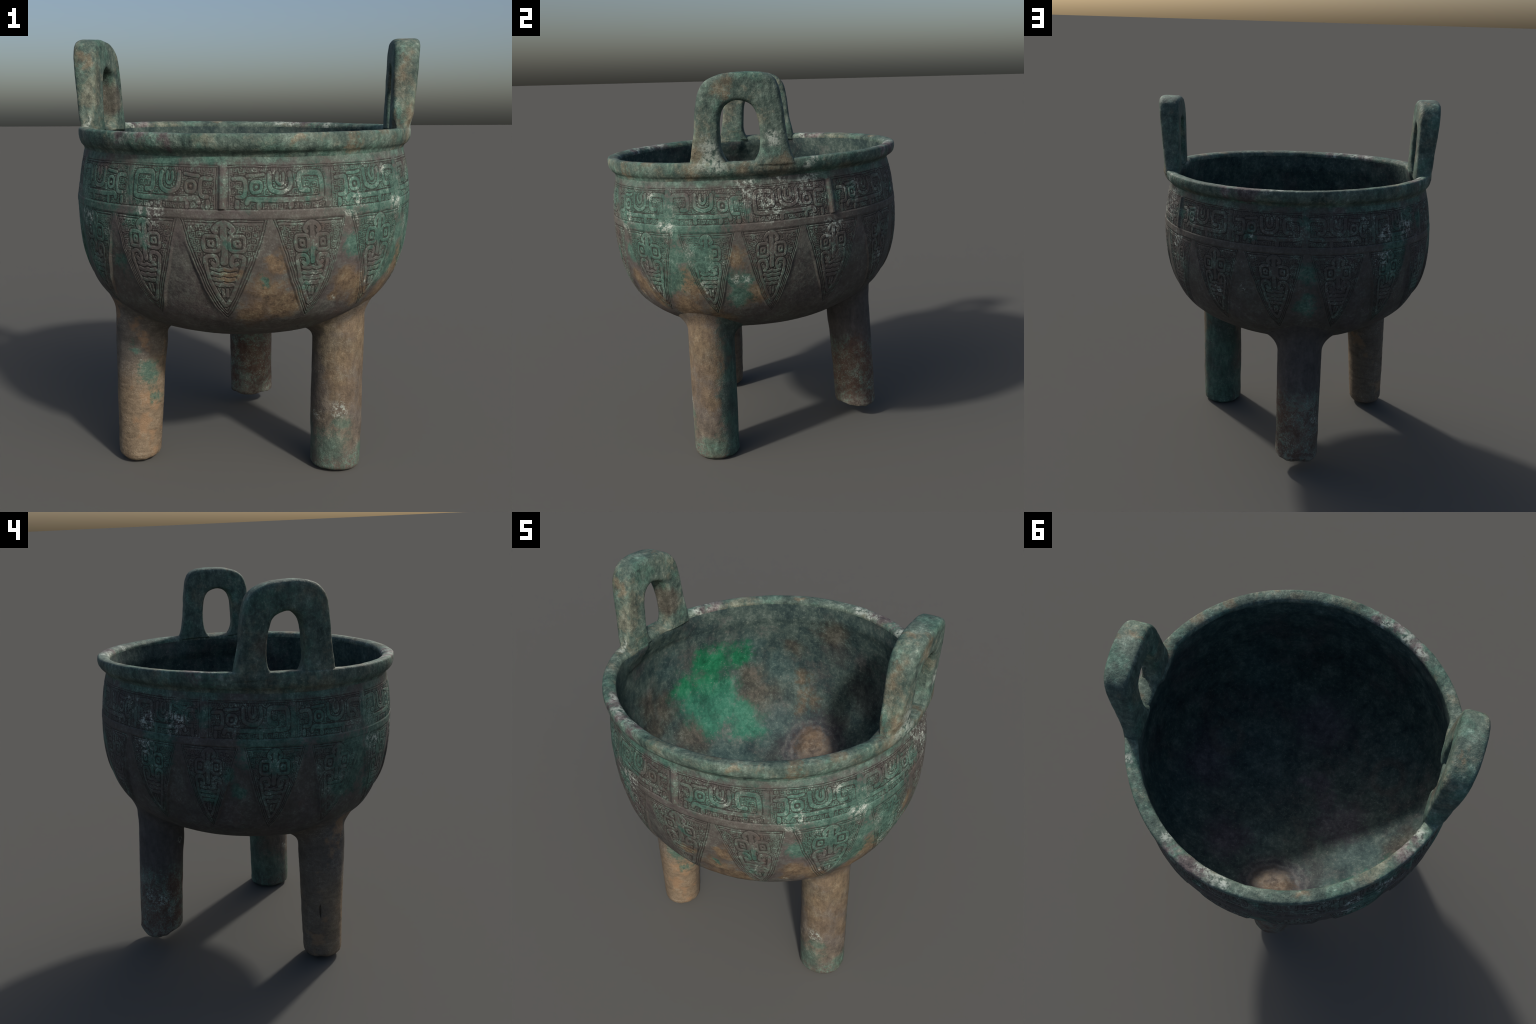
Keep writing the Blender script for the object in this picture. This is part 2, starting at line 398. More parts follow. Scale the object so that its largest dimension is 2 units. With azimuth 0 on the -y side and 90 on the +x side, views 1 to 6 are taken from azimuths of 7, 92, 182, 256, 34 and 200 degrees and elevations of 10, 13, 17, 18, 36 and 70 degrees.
# Where each patch of corrosion or wear lies: centre x, y, z and reach, metres.
PATCHES = {
    "BODY": {
        "green": [(-0.34,-0.68,1.37,0.07), (-0.24,-0.72,1.39,0.06), (-0.49,-0.6,1.34,0.08), (-0.36,-0.68,1.23,0.05), (-0.58,-0.53,1.18,0.09), (-0.35,-0.68,1.15,0.04), (-0.24,-0.72,1.34,0.04), (-0.64,-0.46,1.35,0.09), (-0.46,-0.6,1.01,0.04), (-0.24,-0.7,1.47,0.06), (-0.08,-0.74,1.47,0.04), (0.14,-0.75,1.35,0.05), (0.21,-0.73,1.33,0.04), (0.35,-0.68,1.36,0.06), (0.35,-0.69,1.32,0.04), (0.5,-0.59,1.33,0.07), (0.6,-0.5,1.31,0.08), (0.52,-0.57,1.13,0.05), (0.64,-0.44,1.17,0.08), (0.66,-0.35,1.01,0.06), (0.33,-0.68,1.06,0.03), (0.32,-0.65,0.95,0.029), (0.16,-0.71,0.97,0.023), (0.05,-0.75,1.14,0.028), (0.71,-0.33,1.27,0.06), (0.75,-0.19,1.34,0.08), (0.75,-0.05,1.37,0.06), (0.66,-0.41,1.33,0.09), (0.53,-0.56,1.38,0.08), (0.75,-0.19,1.2,0.08), (0.69,-0.34,1.13,0.07), (0.74,-0.18,1.09,0.09), (0.63,-0.41,1.0,0.07), (0.58,-0.52,1.17,0.08), (0.74,-0.03,1.03,0.05), (0.71,-0.04,0.95,0.05), (0.71,-0.3,1.29,0.07), (0.61,0.42,1.39,0.03), (-0.08,0.78,1.19,0.05), (-0.08,0.76,1.02,0.05), (0.2,0.73,1.4,0.04), (0.55,0.49,1.41,0.04), (-0.52,0.57,1.26,0.07), (-0.07,0.75,1.45,0.03), (-0.72,-0.34,1.17,0.11), (-0.73,-0.29,1.03,0.08), (-0.77,-0.18,1.35,0.09), (-0.62,-0.48,1.23,0.08), (-0.78,0.02,1.36,0.09), (-0.77,0.15,1.29,0.07), (-0.79,0.06,1.21,0.07), (-0.74,0.23,1.06,0.04), (-0.67,0.36,1.41,0.04), (-0.52,0.57,1.2,0.07), (-0.67,0.37,1.04,0.04), (-0.72,0.29,1.16,0.04), (-0.6,0.45,1.45,0.06), (-0.67,-0.42,1.38,0.06), (-0.55,0.54,1.33,0.06), (-0.62,-0.45,1.0,0.07)],
        "tan": [(0.18,-0.69,0.93,0.07), (0.23,-0.65,0.88,0.07), (0.48,-0.56,0.96,0.07), (0.44,-0.57,0.92,0.05), (0.11,-0.65,0.84,0.07), (0.02,-0.73,0.99,0.03), (0.19,-0.73,1.07,0.04), (0.51,-0.53,0.96,0.07), (0.51,-0.48,0.89,0.06), (0.69,-0.27,0.98,0.08), (0.61,-0.3,0.86,0.08), (0.75,-0.15,1.16,0.03), (0.76,-0.03,1.14,0.04), (0.61,-0.14,0.81,0.07), (0.71,0.04,0.95,0.06)],
        "pale": [(-0.27,-0.72,1.25,0.04), (-0.33,-0.7,1.27,0.03), (0.2,-0.73,1.42,0.018), (0.31,-0.7,1.33,0.023), (0.27,-0.72,1.33,0.02), (0.51,-0.59,1.25,0.027), (0.54,-0.56,1.31,0.024), (0.67,-0.4,1.3,0.028), (0.33,-0.66,0.99,0.018), (0.55,-0.49,0.96,0.025), (0.43,-0.56,0.9,0.019), (0.26,-0.72,1.37,0.018), (0.71,0.15,1.51,0.04), (0.73,0.01,1.49,0.06), (0.66,0.29,1.5,0.05), (0.73,0.13,1.38,0.05), (0.7,0.24,1.4,0.04), (0.74,0.09,1.41,0.04), (0.75,0.01,1.42,0.03), (0.68,-0.38,1.29,0.04), (0.63,-0.45,1.39,0.03), (0.62,0.42,1.25,0.03), (0.71,-0.19,0.99,0.028), (0.74,-0.03,1.03,0.028), (0.67,0.33,1.35,0.023), (0.58,0.44,1.43,0.016), (0.24,0.72,1.09,0.027), (-0.36,0.66,1.46,0.03), (-0.48,0.59,1.37,0.04), (0.53,0.52,1.42,0.04), (0.17,0.74,1.39,0.026), (-0.59,0.48,1.38,0.04), (0.64,0.4,1.24,0.04), (0.68,0.28,1.41,0.05), (0.39,0.64,1.07,0.026), (-0.36,0.66,1.45,0.028), (-0.61,0.45,1.37,0.03), (-0.49,0.59,1.36,0.04), (-0.63,0.42,1.42,0.021), (-0.46,0.62,1.25,0.04), (-0.63,-0.48,1.21,0.04)],
        "dark": [(-0.19,-0.7,0.98,0.09), (-0.21,-0.72,1.09,0.05), (0.67,0.25,0.97,0.1), (0.69,0.28,1.12,0.06), (-0.02,-0.57,0.76,0.08), (0.24,-0.61,0.83,0.07), (0.4,-0.55,0.86,0.04)],
        "purple": [(-0.05,-0.75,1.43,0.03), (-0.18,-0.7,0.95,0.07), (-0.19,-0.73,1.12,0.05), (0.05,-0.76,1.27,0.05), (-0.08,-0.76,1.25,0.05), (0.02,-0.75,1.42,0.04), (0.65,0.25,0.93,0.06)],
    },
    "LEG": {
        "green": [(-0.43,-0.34,0.45,0.05), (-0.41,-0.31,0.34,0.04), (-0.46,-0.36,0.58,0.028), (0.42,-0.33,0.14,0.08), (0.45,-0.33,0.26,0.04), (0.54,-0.13,0.63,0.04), (0.53,-0.12,0.45,0.05), (0.54,-0.14,0.23,0.04), (0.56,-0.21,0.08,0.06), (0.43,-0.1,0.36,0.11), (0.45,-0.1,0.13,0.11), (0.52,-0.12,0.48,0.06), (0.34,-0.17,0.16,0.1)],
        "tan": [(-0.46,-0.33,0.15,0.11), (-0.48,-0.34,0.32,0.1), (-0.51,-0.36,0.5,0.06), (-0.41,-0.28,0.13,0.07), (0.52,-0.32,0.7,0.07), (0.5,-0.32,0.55,0.07), (0.48,-0.33,0.4,0.07), (0.42,-0.33,0.47,0.05), (0.57,-0.25,0.66,0.08), (0.57,-0.24,0.52,0.08), (0.57,-0.23,0.36,0.07), (0.56,-0.27,0.76,0.07), (-0.61,-0.22,0.15,0.09), (-0.59,-0.28,0.33,0.07), (-0.52,-0.13,0.23,0.1), (-0.42,-0.16,0.13,0.07)],
        "rust": [(-0.04,0.44,0.32,0.08), (-0.0,0.45,0.24,0.07), (0.06,0.54,0.37,0.08), (0.06,0.52,0.25,0.08), (0.06,0.58,0.45,0.07), (0.01,0.65,0.32,0.08), (-0.05,0.67,0.2,0.09), (-0.15,0.49,0.34,0.07), (-0.16,0.61,0.17,0.08), (-0.17,0.57,0.25,0.06), (-0.15,0.49,0.18,0.06)],
        "pale": [(0.44,-0.33,0.33,0.04), (0.38,-0.31,0.29,0.025), (-0.44,-0.35,0.52,0.019), (-0.16,0.6,0.31,0.04), (-0.16,0.47,0.61,0.021)],
        "dark": [(-0.42,-0.35,0.69,0.08)],
        "purple": [(0.51,-0.32,0.25,0.05)],
    },
    "TOP": {
        "pale": [(0.77,-0.16,1.63,0.06), (0.75,-0.1,1.58,0.04), (0.75,0.14,1.7,0.04), (0.68,0.3,1.57,0.03), (0.12,0.72,1.62,0.04), (0.18,0.7,1.61,0.024), (0.37,0.6,1.61,0.027), (-0.63,0.27,1.6,0.03), (-0.7,-0.24,1.6,0.03), (0.38,0.6,1.61,0.028), (0.09,0.73,1.62,0.04), (0.15,0.72,1.62,0.022), (-0.46,-0.59,1.58,0.028), (-0.36,-0.64,1.57,0.04), (-0.26,-0.69,1.57,0.03), (-0.68,0.27,1.61,0.04), (-0.64,0.35,1.62,0.03)],
        "plum": [(0.22,0.71,1.61,0.05), (0.31,0.65,1.61,0.04), (-0.61,0.35,1.61,0.04), (-0.21,-0.72,1.57,0.04), (-0.31,-0.68,1.57,0.04), (-0.42,-0.63,1.58,0.04), (0.32,0.67,1.61,0.04), (0.21,0.71,1.61,0.04), (-0.61,0.39,1.62,0.04), (-0.66,0.3,1.61,0.04), (-0.45,-0.59,1.58,0.04)],
        "tan": [(0.3,-0.71,1.54,0.03), (0.4,-0.67,1.56,0.023), (0.72,-0.23,1.62,0.04), (0.74,-0.23,1.66,0.027), (0.29,-0.72,1.54,0.023), (0.5,-0.58,1.52,0.026), (0.73,-0.24,1.55,0.04), (0.76,0.02,1.57,0.04), (0.74,0.17,1.59,0.04), (0.5,-0.57,1.57,0.04), (0.61,-0.44,1.58,0.04), (-0.25,0.68,1.62,0.03), (0.72,-0.23,1.64,0.04), (0.72,-0.21,1.83,0.04), (-0.73,-0.2,1.88,0.028), (0.79,-0.11,1.9,0.04), (0.79,-0.08,1.94,0.03), (0.73,-0.2,1.88,0.03), (0.72,-0.11,1.97,0.021), (-0.74,0.07,1.99,0.021), (-0.7,0.04,2.0,0.018), (-0.74,-0.2,1.9,0.026)],
    },
    "IN": {
        "emerald": [(-0.65,0.36,1.25,0.09), (-0.67,0.32,1.13,0.1), (-0.61,0.38,1.01,0.11), (-0.69,0.23,1.02,0.09), (-0.62,0.3,0.94,0.1), (-0.51,0.44,0.92,0.09), (-0.72,0.2,1.15,0.07), (-0.46,0.42,0.86,0.08), (-0.55,0.49,1.26,0.07)],
        "orange": [(-0.26,0.69,1.12,0.05), (-0.22,0.69,1.02,0.05), (-0.22,0.66,0.97,0.05), (-0.15,0.7,0.99,0.05), (-0.12,0.57,0.82,0.07), (-0.03,0.54,0.8,0.05), (-0.11,0.51,0.79,0.06)],
        "dark": [(-0.23,0.46,0.78,0.08), (-0.02,0.67,0.91,0.09), (0.15,0.72,1.12,0.11), (-0.04,0.74,1.31,0.08), (-0.26,0.39,0.76,0.06)],
        "brown": [(-0.75,0.05,1.09,0.09), (-0.75,-0.07,1.15,0.09), (-0.74,-0.06,1.02,0.09), (-0.07,0.72,1.43,0.09), (-0.3,0.67,1.3,0.07), (-0.45,0.56,1.01,0.12), (-0.49,0.55,1.12,0.1), (-0.64,0.15,0.87,0.11)],
        "violet": [(-0.10,-0.13,0.69,0.06), (-0.20,-0.03,0.70,0.07), (-0.34,0.06,0.71,0.10), (-0.26,0.10,0.70,0.09), (0.25,0.35,0.76,0.12), (0.50,-0.05,0.80,0.14), (-0.05,-0.45,0.74,0.13)],
        "teal": [(0.20,-0.12,0.69,0.20), (-0.42,0.24,0.75,0.10), (0.10,0.28,0.70,0.13), (-0.50,-0.32,0.88,0.15), (0.56,0.22,0.95,0.18), (0.32,-0.52,0.95,0.16), (-0.34,0.53,0.86,0.1), (-0.31,0.41,0.78,0.06), (-0.37,0.64,1.17,0.1), (-0.5,0.54,1.29,0.08), (-0.48,0.22,0.78,0.1), (-0.74,0.1,1.32,0.09)],
    },
}

# ---------------------------------------------------------------- materials
class Net:
    """Small helper to write node networks as expressions."""

    def __init__(self, name):
        self.mat = bpy.data.materials.new(name)
        self.mat.use_nodes = True
        self.t = self.mat.node_tree
        self.bsdf = self.t.nodes["Principled BSDF"]
        tc = self.t.nodes.new("ShaderNodeTexCoord")
        self.P = tc.outputs["Object"]

    def link(self, sock, val):
        if isinstance(val, bpy.types.NodeSocket):
            self.t.links.new(val, sock)
        elif isinstance(val, (tuple, list)):
            sock.default_value = (*val, 1.0) if len(sock.default_value) == 4 and len(val) == 3 else val
        else:
            sock.default_value = val

    def math(self, op, a, b=0.0, c=0.0, clamp=False):
        n = self.t.nodes.new("ShaderNodeMath")
        n.operation, n.use_clamp = op, clamp
        for s, v in zip(n.inputs, (a, b, c)):
            self.link(s, v)
        return n.outputs[0]

    def vmath(self, op, a, b=(0, 0, 0)):
        n = self.t.nodes.new("ShaderNodeVectorMath")
        n.operation = op
        self.link(n.inputs[0], a)
        if op == "SCALE":
            self.link(n.inputs["Scale"], b)
        else:
            self.link(n.inputs[1], b)
        return n.outputs["Value"] if op in ("DISTANCE", "LENGTH", "DOT_PRODUCT") else n.outputs["Vector"]

    def noise(self, scale, detail=3.0, rough=0.6, vec=None, stretch=None, seed=0.0, out="Fac"):
        v = self.P if vec is None else vec
        if stretch:
            v = self.vmath("MULTIPLY", v, stretch)
        v = self.vmath("ADD", v, (3.1 * seed, 1.7 * seed, -2.3 * seed))
        n = self.t.nodes.new("ShaderNodeTexNoise")
        self.link(n.inputs["Vector"], v)
        n.inputs["Scale"].default_value = scale
        n.inputs["Detail"].default_value = detail
        n.inputs["Roughness"].default_value = rough
        return n.outputs[out]

    def step(self, x, lo, hi):
        n = self.t.nodes.new("ShaderNodeMapRange")
        n.interpolation_type = "SMOOTHSTEP"
        self.link(n.inputs[0], x)
        n.inputs[1].default_value, n.inputs[2].default_value = lo, hi
        return n.outputs[0]

    def ramp(self, x, stops):
        n = self.t.nodes.new("ShaderNodeValToRGB")
        el = n.color_ramp.elements
        while len(el) < len(stops):
            el.new(0.5)
        for e, (p, c) in zip(el, stops):
            e.position, e.color = p, (*c, 1)
        self.link(n.inputs[0], x)
        return n.outputs[0]

    def mix(self, f, a, b, blend="MIX"):
        n = self.t.nodes.new("ShaderNodeMix")
        n.data_type, n.blend_type = "RGBA", blend
        self.link(n.inputs[0], f)
        self.link(n.inputs[6], a)
        self.link(n.inputs[7], b)
        return n.outputs[2]

    def patches(self, spots, warp):
        """1 inside, 0 outside the nearest patch, as a distance ratio (0 centre, 1 edge)."""
        best = None
        for x, y, z, r in spots:
            d = self.math("MULTIPLY", self.vmath("DISTANCE", warp, (x, y, z)), 1.0 / r)
            best = d if best is None else self.math("MINIMUM", best, d)
        return best

    def finish(self, col, rough=0.72, bump=None, strength=0.25, dist=0.002):
        self.link(self.bsdf.inputs["Base Color"], col)
        self.bsdf.inputs["Roughness"].default_value = rough
        self.bsdf.inputs["Specular IOR Level"].default_value = 0.20
        if bump is not None:
            b = self.t.nodes.new("ShaderNodeBump")
            b.inputs["Strength"].default_value = strength
            b.inputs["Distance"].default_value = dist
            self.link(b.inputs["Height"], bump)
            self.t.links.new(b.outputs["Normal"], self.bsdf.inputs["Normal"])
        return self.mat


GREEN = [(0.16, (0.016, 0.044, 0.036)), (0.38, (0.040, 0.094, 0.075)), (0.54, (0.064, 0.138, 0.108)), (0.68, (0.098, 0.192, 0.152)), (0.86, (0.22, 0.33, 0.275))]
TAN = [(0.18, (0.062, 0.046, 0.033)), (0.42, (0.130, 0.092, 0.057)), (0.60, (0.185, 0.130, 0.077)), (0.85, (0.27, 0.20, 0.125))]
PALE = [(0.20, (0.16, 0.19, 0.17)), (0.50, (0.30, 0.34, 0.30)), (0.85, (0.52, 0.57, 0.52))]


def grains(n):
    n.big = n.step(n.noise(3.0, 3, 0.55, seed=1), 0.30, 0.70)
    n.med = n.step(n.noise(13.0, 4, 0.65, seed=2), 0.30, 0.70)
    n.fine = n.step(n.noise(48.0, 4, 0.65, seed=3), 0.26, 0.74)
    n.spk = n.step(n.noise(150.0, 3, 0.7, seed=4), 0.25, 0.75)
    w = n.vmath("SUBTRACT", n.noise(7.0, 4, 0.65, seed=5, out="Color"), (0.5, 0.5, 0.5))
    n.warp = n.vmath("ADD", n.P, n.vmath("SCALE", w, 0.22))
    # one mottle value with all the scales in it, centred on 0.5
    n.mot = n.math("ADD", n.math("ADD", n.math("MULTIPLY", n.med, 0.32), n.math("MULTIPLY", n.fine, 0.40)), n.math("MULTIPLY", n.spk, 0.28))
    n.mot = n.math("ADD", 0.03, n.math("MULTIPLY", n.mot, 0.94))
    n.rag = n.math("ADD", n.math("ADD", n.math("MULTIPLY", n.med, 0.45), n.math("MULTIPLY", n.fine, 0.85)), n.math("MULTIPLY", n.spk, 0.5))   # ragged edges, 0..1.8


def soft(n, spots, reach=1.0, edge=0.35, rag=1.0):
    """Ragged, gritty mask for a set of patches."""
    d = n.patches(spots, n.warp)
    d = n.math("ADD", d, n.math("MULTIPLY", n.math("SUBTRACT", n.rag, 0.9), rag))
    return n.step(d, reach + edge, reach - edge)


def wall_material(name, wash, groove, specks):
    n = Net(name)
    grains(n)
    p = PATCHES["BODY"]
    col = n.ramp(n.mot, [(0.14, (0.060, 0.054, 0.050)), (0.45, (0.078, 0.071, 0.064)), (0.60, (0.090, 0.082, 0.074)), (0.90, (0.122, 0.113, 0.101))])
    col = n.mix(n.math("MULTIPLY", n.step(n.big, 0.45, 0.75), 0.5), col, n.ramp(n.mot, [(0.2, (0.060, 0.051, 0.053)), (0.8, (0.108, 0.092, 0.093))]))
    # brown earth tone low on the belly, cool grey elsewhere
    col = n.mix(n.math("MULTIPLY", soft(n, p["purple"], 1.0, 0.5), 0.6), col, n.ramp(n.mot, [(0.2, (0.070, 0.060, 0.060)), (0.8, (0.118, 0.102, 0.099))]))
    col = n.mix(n.math("MULTIPLY", soft(n, p["dark"], 1.0, 0.6), 0.55), col, n.ramp(n.mot, [(0.3, (0.040, 0.038, 0.038)), (0.7, (0.085, 0.078, 0.072))]))
    col = n.mix(n.math("MULTIPLY", soft(n, p["tan"], 1.0, 0.5, 0.6), 0.85 if not groove else 0.5), col, n.ramp(n.mot, TAN))
    # thin green bloom
    gcol = n.ramp(n.math("ADD", n.math("MULTIPLY", n.mot, 0.85), n.math("MULTIPLY", n.noise(6.0, 2, 0.5, seed=8), 0.16)), GREEN)
    bloom = n.math("MULTIPLY", n.step(n.math("ADD", n.math("MULTIPLY", n.rag, 0.35), n.noise(5.5, 3, 0.6, seed=9)), 0.72, 1.0), wash)
    col = n.mix(bloom, col, gcol)
    # verdigris gathered in the plain strip under the rim
    sep = n.t.nodes.new("ShaderNodeSeparateXYZ")
    n.link(sep.inputs[0], n.P)
    lip = n.math("ADD", n.math("SUBTRACT", sep.outputs[2], n.math("MULTIPLY", sep.outputs[1], 0.035)), n.math("MULTIPLY", n.rag, 0.022))
    col = n.mix(n.math("MULTIPLY", n.step(lip, 1.485, 1.512), n.math("MULTIPLY", n.step(n.noise(5.0, 3, 0.6, seed=17), 0.35, 0.65), 0.75)), col, gcol)
    gm = soft(n, p["green"], 1.10, 0.45, 0.95)
    col = n.mix(n.math("MULTIPLY", gm, 0.85), col, gcol)
    # rusty blush near the greens
    col = n.mix(n.math("MULTIPLY", n.step(n.noise(8.0, 5, 0.75, seed=12), 0.58, 0.70), 0.35), col, (0.105, 0.068, 0.054))
    # pale crust: only as specks inside the patches, and a sprinkling elsewhere
    pm = n.math("MULTIPLY", soft(n, p["pale"], 1.15, 0.4, 0.5), n.step(n.math("ADD", n.math("MULTIPLY", n.fine, 0.6), n.math("MULTIPLY", n.spk, 0.4)), 0.40, 0.75))
    sp = n.math("MULTIPLY", n.step(n.math("ADD", n.math("MULTIPLY", n.spk, 0.7), n.math("MULTIPLY", n.med, 0.3)), 0.70, 0.86), specks)
    col = n.mix(n.math("MULTIPLY", n.math("MAXIMUM", pm, sp), 0.85), col, n.ramp(n.mot, PALE))
    if groove:
        # cut lines coloured black-brown, varied by the fine grain
        col = n.mix(n.fine, n.mix(0.90, col, (0.022, 0.020, 0.018)), n.mix(0.64, col, (0.034, 0.031, 0.028)))
    return n.finish(col, 0.70, n.math("ADD", n.math("MULTIPLY", n.fine, 0.6), n.math("MULTIPLY", n.spk, 0.5)), 0.30, 0.003)


def top_material(name):
    n = Net(name)
    grains(n)
    p = PATCHES["TOP"]
    lng = n.step(n.noise(34.0, 4, 0.75, stretch=(1.0, 1.0, 0.45), seed=21), 0.30, 0.70)
    cloud = n.step(n.noise(10.0, 5, 0.6, seed=20), 0.30, 0.70)
    m = n.math("ADD", n.math("ADD", n.math("MULTIPLY", lng, 0.24), n.math("MULTIPLY", n.mot, 0.56)), n.math("MULTIPLY", cloud, 0.20))
    col = n.ramp(m, [(0.16, (0.022, 0.037, 0.034)), (0.38, (0.054, 0.083, 0.071)), (0.54, (0.086, 0.121, 0.101)), (0.68, (0.130, 0.176, 0.147)), (0.86, (0.27, 0.33, 0.28))])
    col = n.mix(n.math("MULTIPLY", n.step(n.math("ADD", n.noise(6.5, 4, 0.65, seed=22), n.math("MULTIPLY", n.rag, 0.15)), 0.60, 0.80), 0.7), col, n.ramp(m, GREEN))
    col = n.mix(n.math("MULTIPLY", n.step(n.math("ADD", n.noise(6.0, 4, 0.65, seed=23), n.math("MULTIPLY", n.rag, 0.15)), 0.63, 0.80), 0.6), col, n.ramp(m, [(0.2, (0.052, 0.047, 0.038)), (0.5, (0.122, 0.113, 0.082)), (0.82, (0.225, 0.21, 0.155))]))
    if p.get("green"):
        col = n.mix(n.math("MULTIPLY", soft(n, p["green"], 1.0, 0.5, 0.6), 0.8), col, n.ramp(m, GREEN))
    col = n.mix(n.math("MULTIPLY", soft(n, p["tan"], 0.85, 0.6, 0.8), 0.62), col, n.ramp(m, [(0.2, (0.070, 0.054, 0.038)), (0.5, (0.185, 0.142, 0.092)), (0.82, (0.33, 0.28, 0.20))]))
    col = n.mix(n.math("MULTIPLY", soft(n, p["plum"], 1.0, 0.5, 0.8), 0.75), col, n.ramp(m, [(0.2, (0.050, 0.037, 0.042)), (0.5, (0.125, 0.096, 0.100)), (0.82, (0.32, 0.28, 0.28))]))
    # worn brown metal inside the left handle's opening
    hole = n.step(n.math("ADD", n.vmath("DISTANCE", n.P, (-0.705, 0.085, 1.73)), n.math("MULTIPLY", n.rag, 0.02)), 0.115, 0.075)
    col = n.mix(n.math("MULTIPLY", hole, 0.8), col, n.ramp(m, [(0.2, (0.040, 0.035, 0.029)), (0.5, (0.078, 0.068, 0.055)), (0.82, (0.13, 0.115, 0.093))]))
    pm = n.math("MULTIPLY", soft(n, p["pale"], 1.05, 0.4, 0.9), n.step(n.fine, 0.15, 0.60))
    col = n.mix(n.math("MULTIPLY", pm, 0.9), col, n.ramp(m, PALE))
    sp = n.math("MULTIPLY", n.step(n.math("ADD", n.math("MULTIPLY", n.spk, 0.6), n.math("MULTIPLY", n.fine, 0.4)), 0.76, 0.92), 0.4)
    col = n.mix(sp, col, (0.32, 0.37, 0.32))
    return n.finish(col, 0.68, n.math("ADD", n.math("MULTIPLY", n.fine, 0.7), n.math("MULTIPLY", n.spk, 0.4)), 0.5, 0.004)


def inside_material():
    n = Net("bronze_inside")
    grains(n)
    p = PATCHES["IN"]
    run = n.step(n.noise(24.0, 4, 0.75, stretch=(1.0, 1.0, 0.35), seed=31), 0.30, 0.70)        # stains that ran down the wall
    cloud = n.step(n.noise(8.0, 5, 0.6, seed=30), 0.30, 0.70)
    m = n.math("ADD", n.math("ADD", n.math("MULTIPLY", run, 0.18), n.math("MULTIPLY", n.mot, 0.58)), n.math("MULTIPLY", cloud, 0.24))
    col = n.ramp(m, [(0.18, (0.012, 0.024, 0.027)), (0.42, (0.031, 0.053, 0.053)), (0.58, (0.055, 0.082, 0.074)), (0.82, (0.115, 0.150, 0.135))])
    col = n.mix(n.math("MULTIPLY", n.step(n.math("ADD", n.noise(4.5, 4, 0.65, seed=32), n.math("MULTIPLY", n.rag, 0.12)), 0.60, 0.80), 0.6), col, n.ramp(m, [(0.2, (0.022, 0.020, 0.025)), (0.8, (0.080, 0.068, 0.070))]))
    col = n.mix(n.math("MULTIPLY", soft(n, p["brown"], 0.95, 0.6, 0.6), 0.65), col, n.ramp(m, [(0.2, (0.020, 0.017, 0.014)), (0.5, (0.058, 0.048, 0.037)), (0.82, (0.13, 0.11, 0.085))]))
    col = n.mix(n.math("MULTIPLY", soft(n, p["teal"], 1.0, 0.6, 0.6), 0.6), col, n.ramp(m, [(0.2, (0.014, 0.034, 0.038)), (0.5, (0.040, 0.078, 0.078)), (0.82, (0.10, 0.16, 0.15))]))
    col = n.mix(n.math("MULTIPLY", soft(n, p["violet"], 1.0, 0.6, 0.7), 0.75), col, n.ramp(m, [(0.2, (0.034, 0.031, 0.042)), (0.5, (0.078, 0.070, 0.086)), (0.82, (0.15, 0.135, 0.155))]))
    if p.get("dark"):
        col = n.mix(n.math("MULTIPLY", soft(n, p["dark"], 1.0, 0.6, 0.6), 0.55), col, n.ramp(m, [(0.2, (0.020, 0.019, 0.021)), (0.8, (0.062, 0.058, 0.058))]))
    # mark of the leg's core on the floor: faint broken rings about a pale worn patch
    d = n.vmath("DISTANCE", n.vmath("ADD", n.P, n.vmath("SCALE", n.vmath("SUBTRACT", n.noise(16.0, 4, 0.7, seed=33, out="Color"), (0.5, 0.5, 0.5)), 0.07)), (-0.062, 0.525, 0.79))
    rings = n.math("MULTIPLY", n.math("ADD", n.math("SINE", n.math("MULTIPLY", d, 150.0)), 1.0), 0.5)
    rings = n.math("ADD", n.math("MULTIPLY", rings, 0.25), n.math("MULTIPLY", m, 0.8))
    zone = n.step(n.math("ADD", d, n.math("MULTIPLY", n.rag, 0.04)), 0.275, 0.170)
    col = n.mix(n.math("MULTIPLY", zone, 0.8), col, n.ramp(rings, [(0.2, (0.026, 0.026, 0.034)), (0.5, (0.058, 0.056, 0.064)), (0.85, (0.150, 0.140, 0.135))]))
    worn = n.math("MULTIPLY", n.step(n.math("ADD", d, n.math("MULTIPLY", n.rag, 0.05)), 0.185, 0.085), 0.85)
    col = n.mix(worn, col, n.ramp(m, [(0.2, (0.075, 0.064, 0.056)), (0.45, (0.165, 0.132, 0.104)), (0.62, (0.245, 0.192, 0.140)), (0.85, (0.34, 0.29, 0.235))]))
    for cx, cy, cz in ((-0.470, -0.235, 0.79), (0.430, -0.205, 0.79)):
        e = n.math("ADD", n.vmath("DISTANCE", n.P, (cx, cy, cz)), n.math("MULTIPLY", n.rag, 0.02))
        hoop = n.math("MULTIPLY", n.step(e, 0.085, 0.105), n.step(e, 0.145, 0.120))
        col = n.mix(n.math("MULTIPLY", hoop, 0.45), col, n.ramp(m, [(0.2, (0.040, 0.038, 0.036)), (0.8, (0.120, 0.110, 0.096))]))
    col = n.mix(n.math("MULTIPLY", soft(n, p["orange"], 0.80, 0.6, 0.9), 0.5), col, n.ramp(m, [(0.2, (0.040, 0.030, 0.022)), (0.55, (0.130, 0.080, 0.044)), (0.85, (0.27, 0.165, 0.09))]))
    em = soft(n, p["emerald"], 1.08, 0.55, 0.55)
    sep = n.t.nodes.new("ShaderNodeSeparateXYZ")
    n.link(sep.inputs[0], n.warp)
    hue = n.step(sep.outputs[2], 1.00, 1.20)
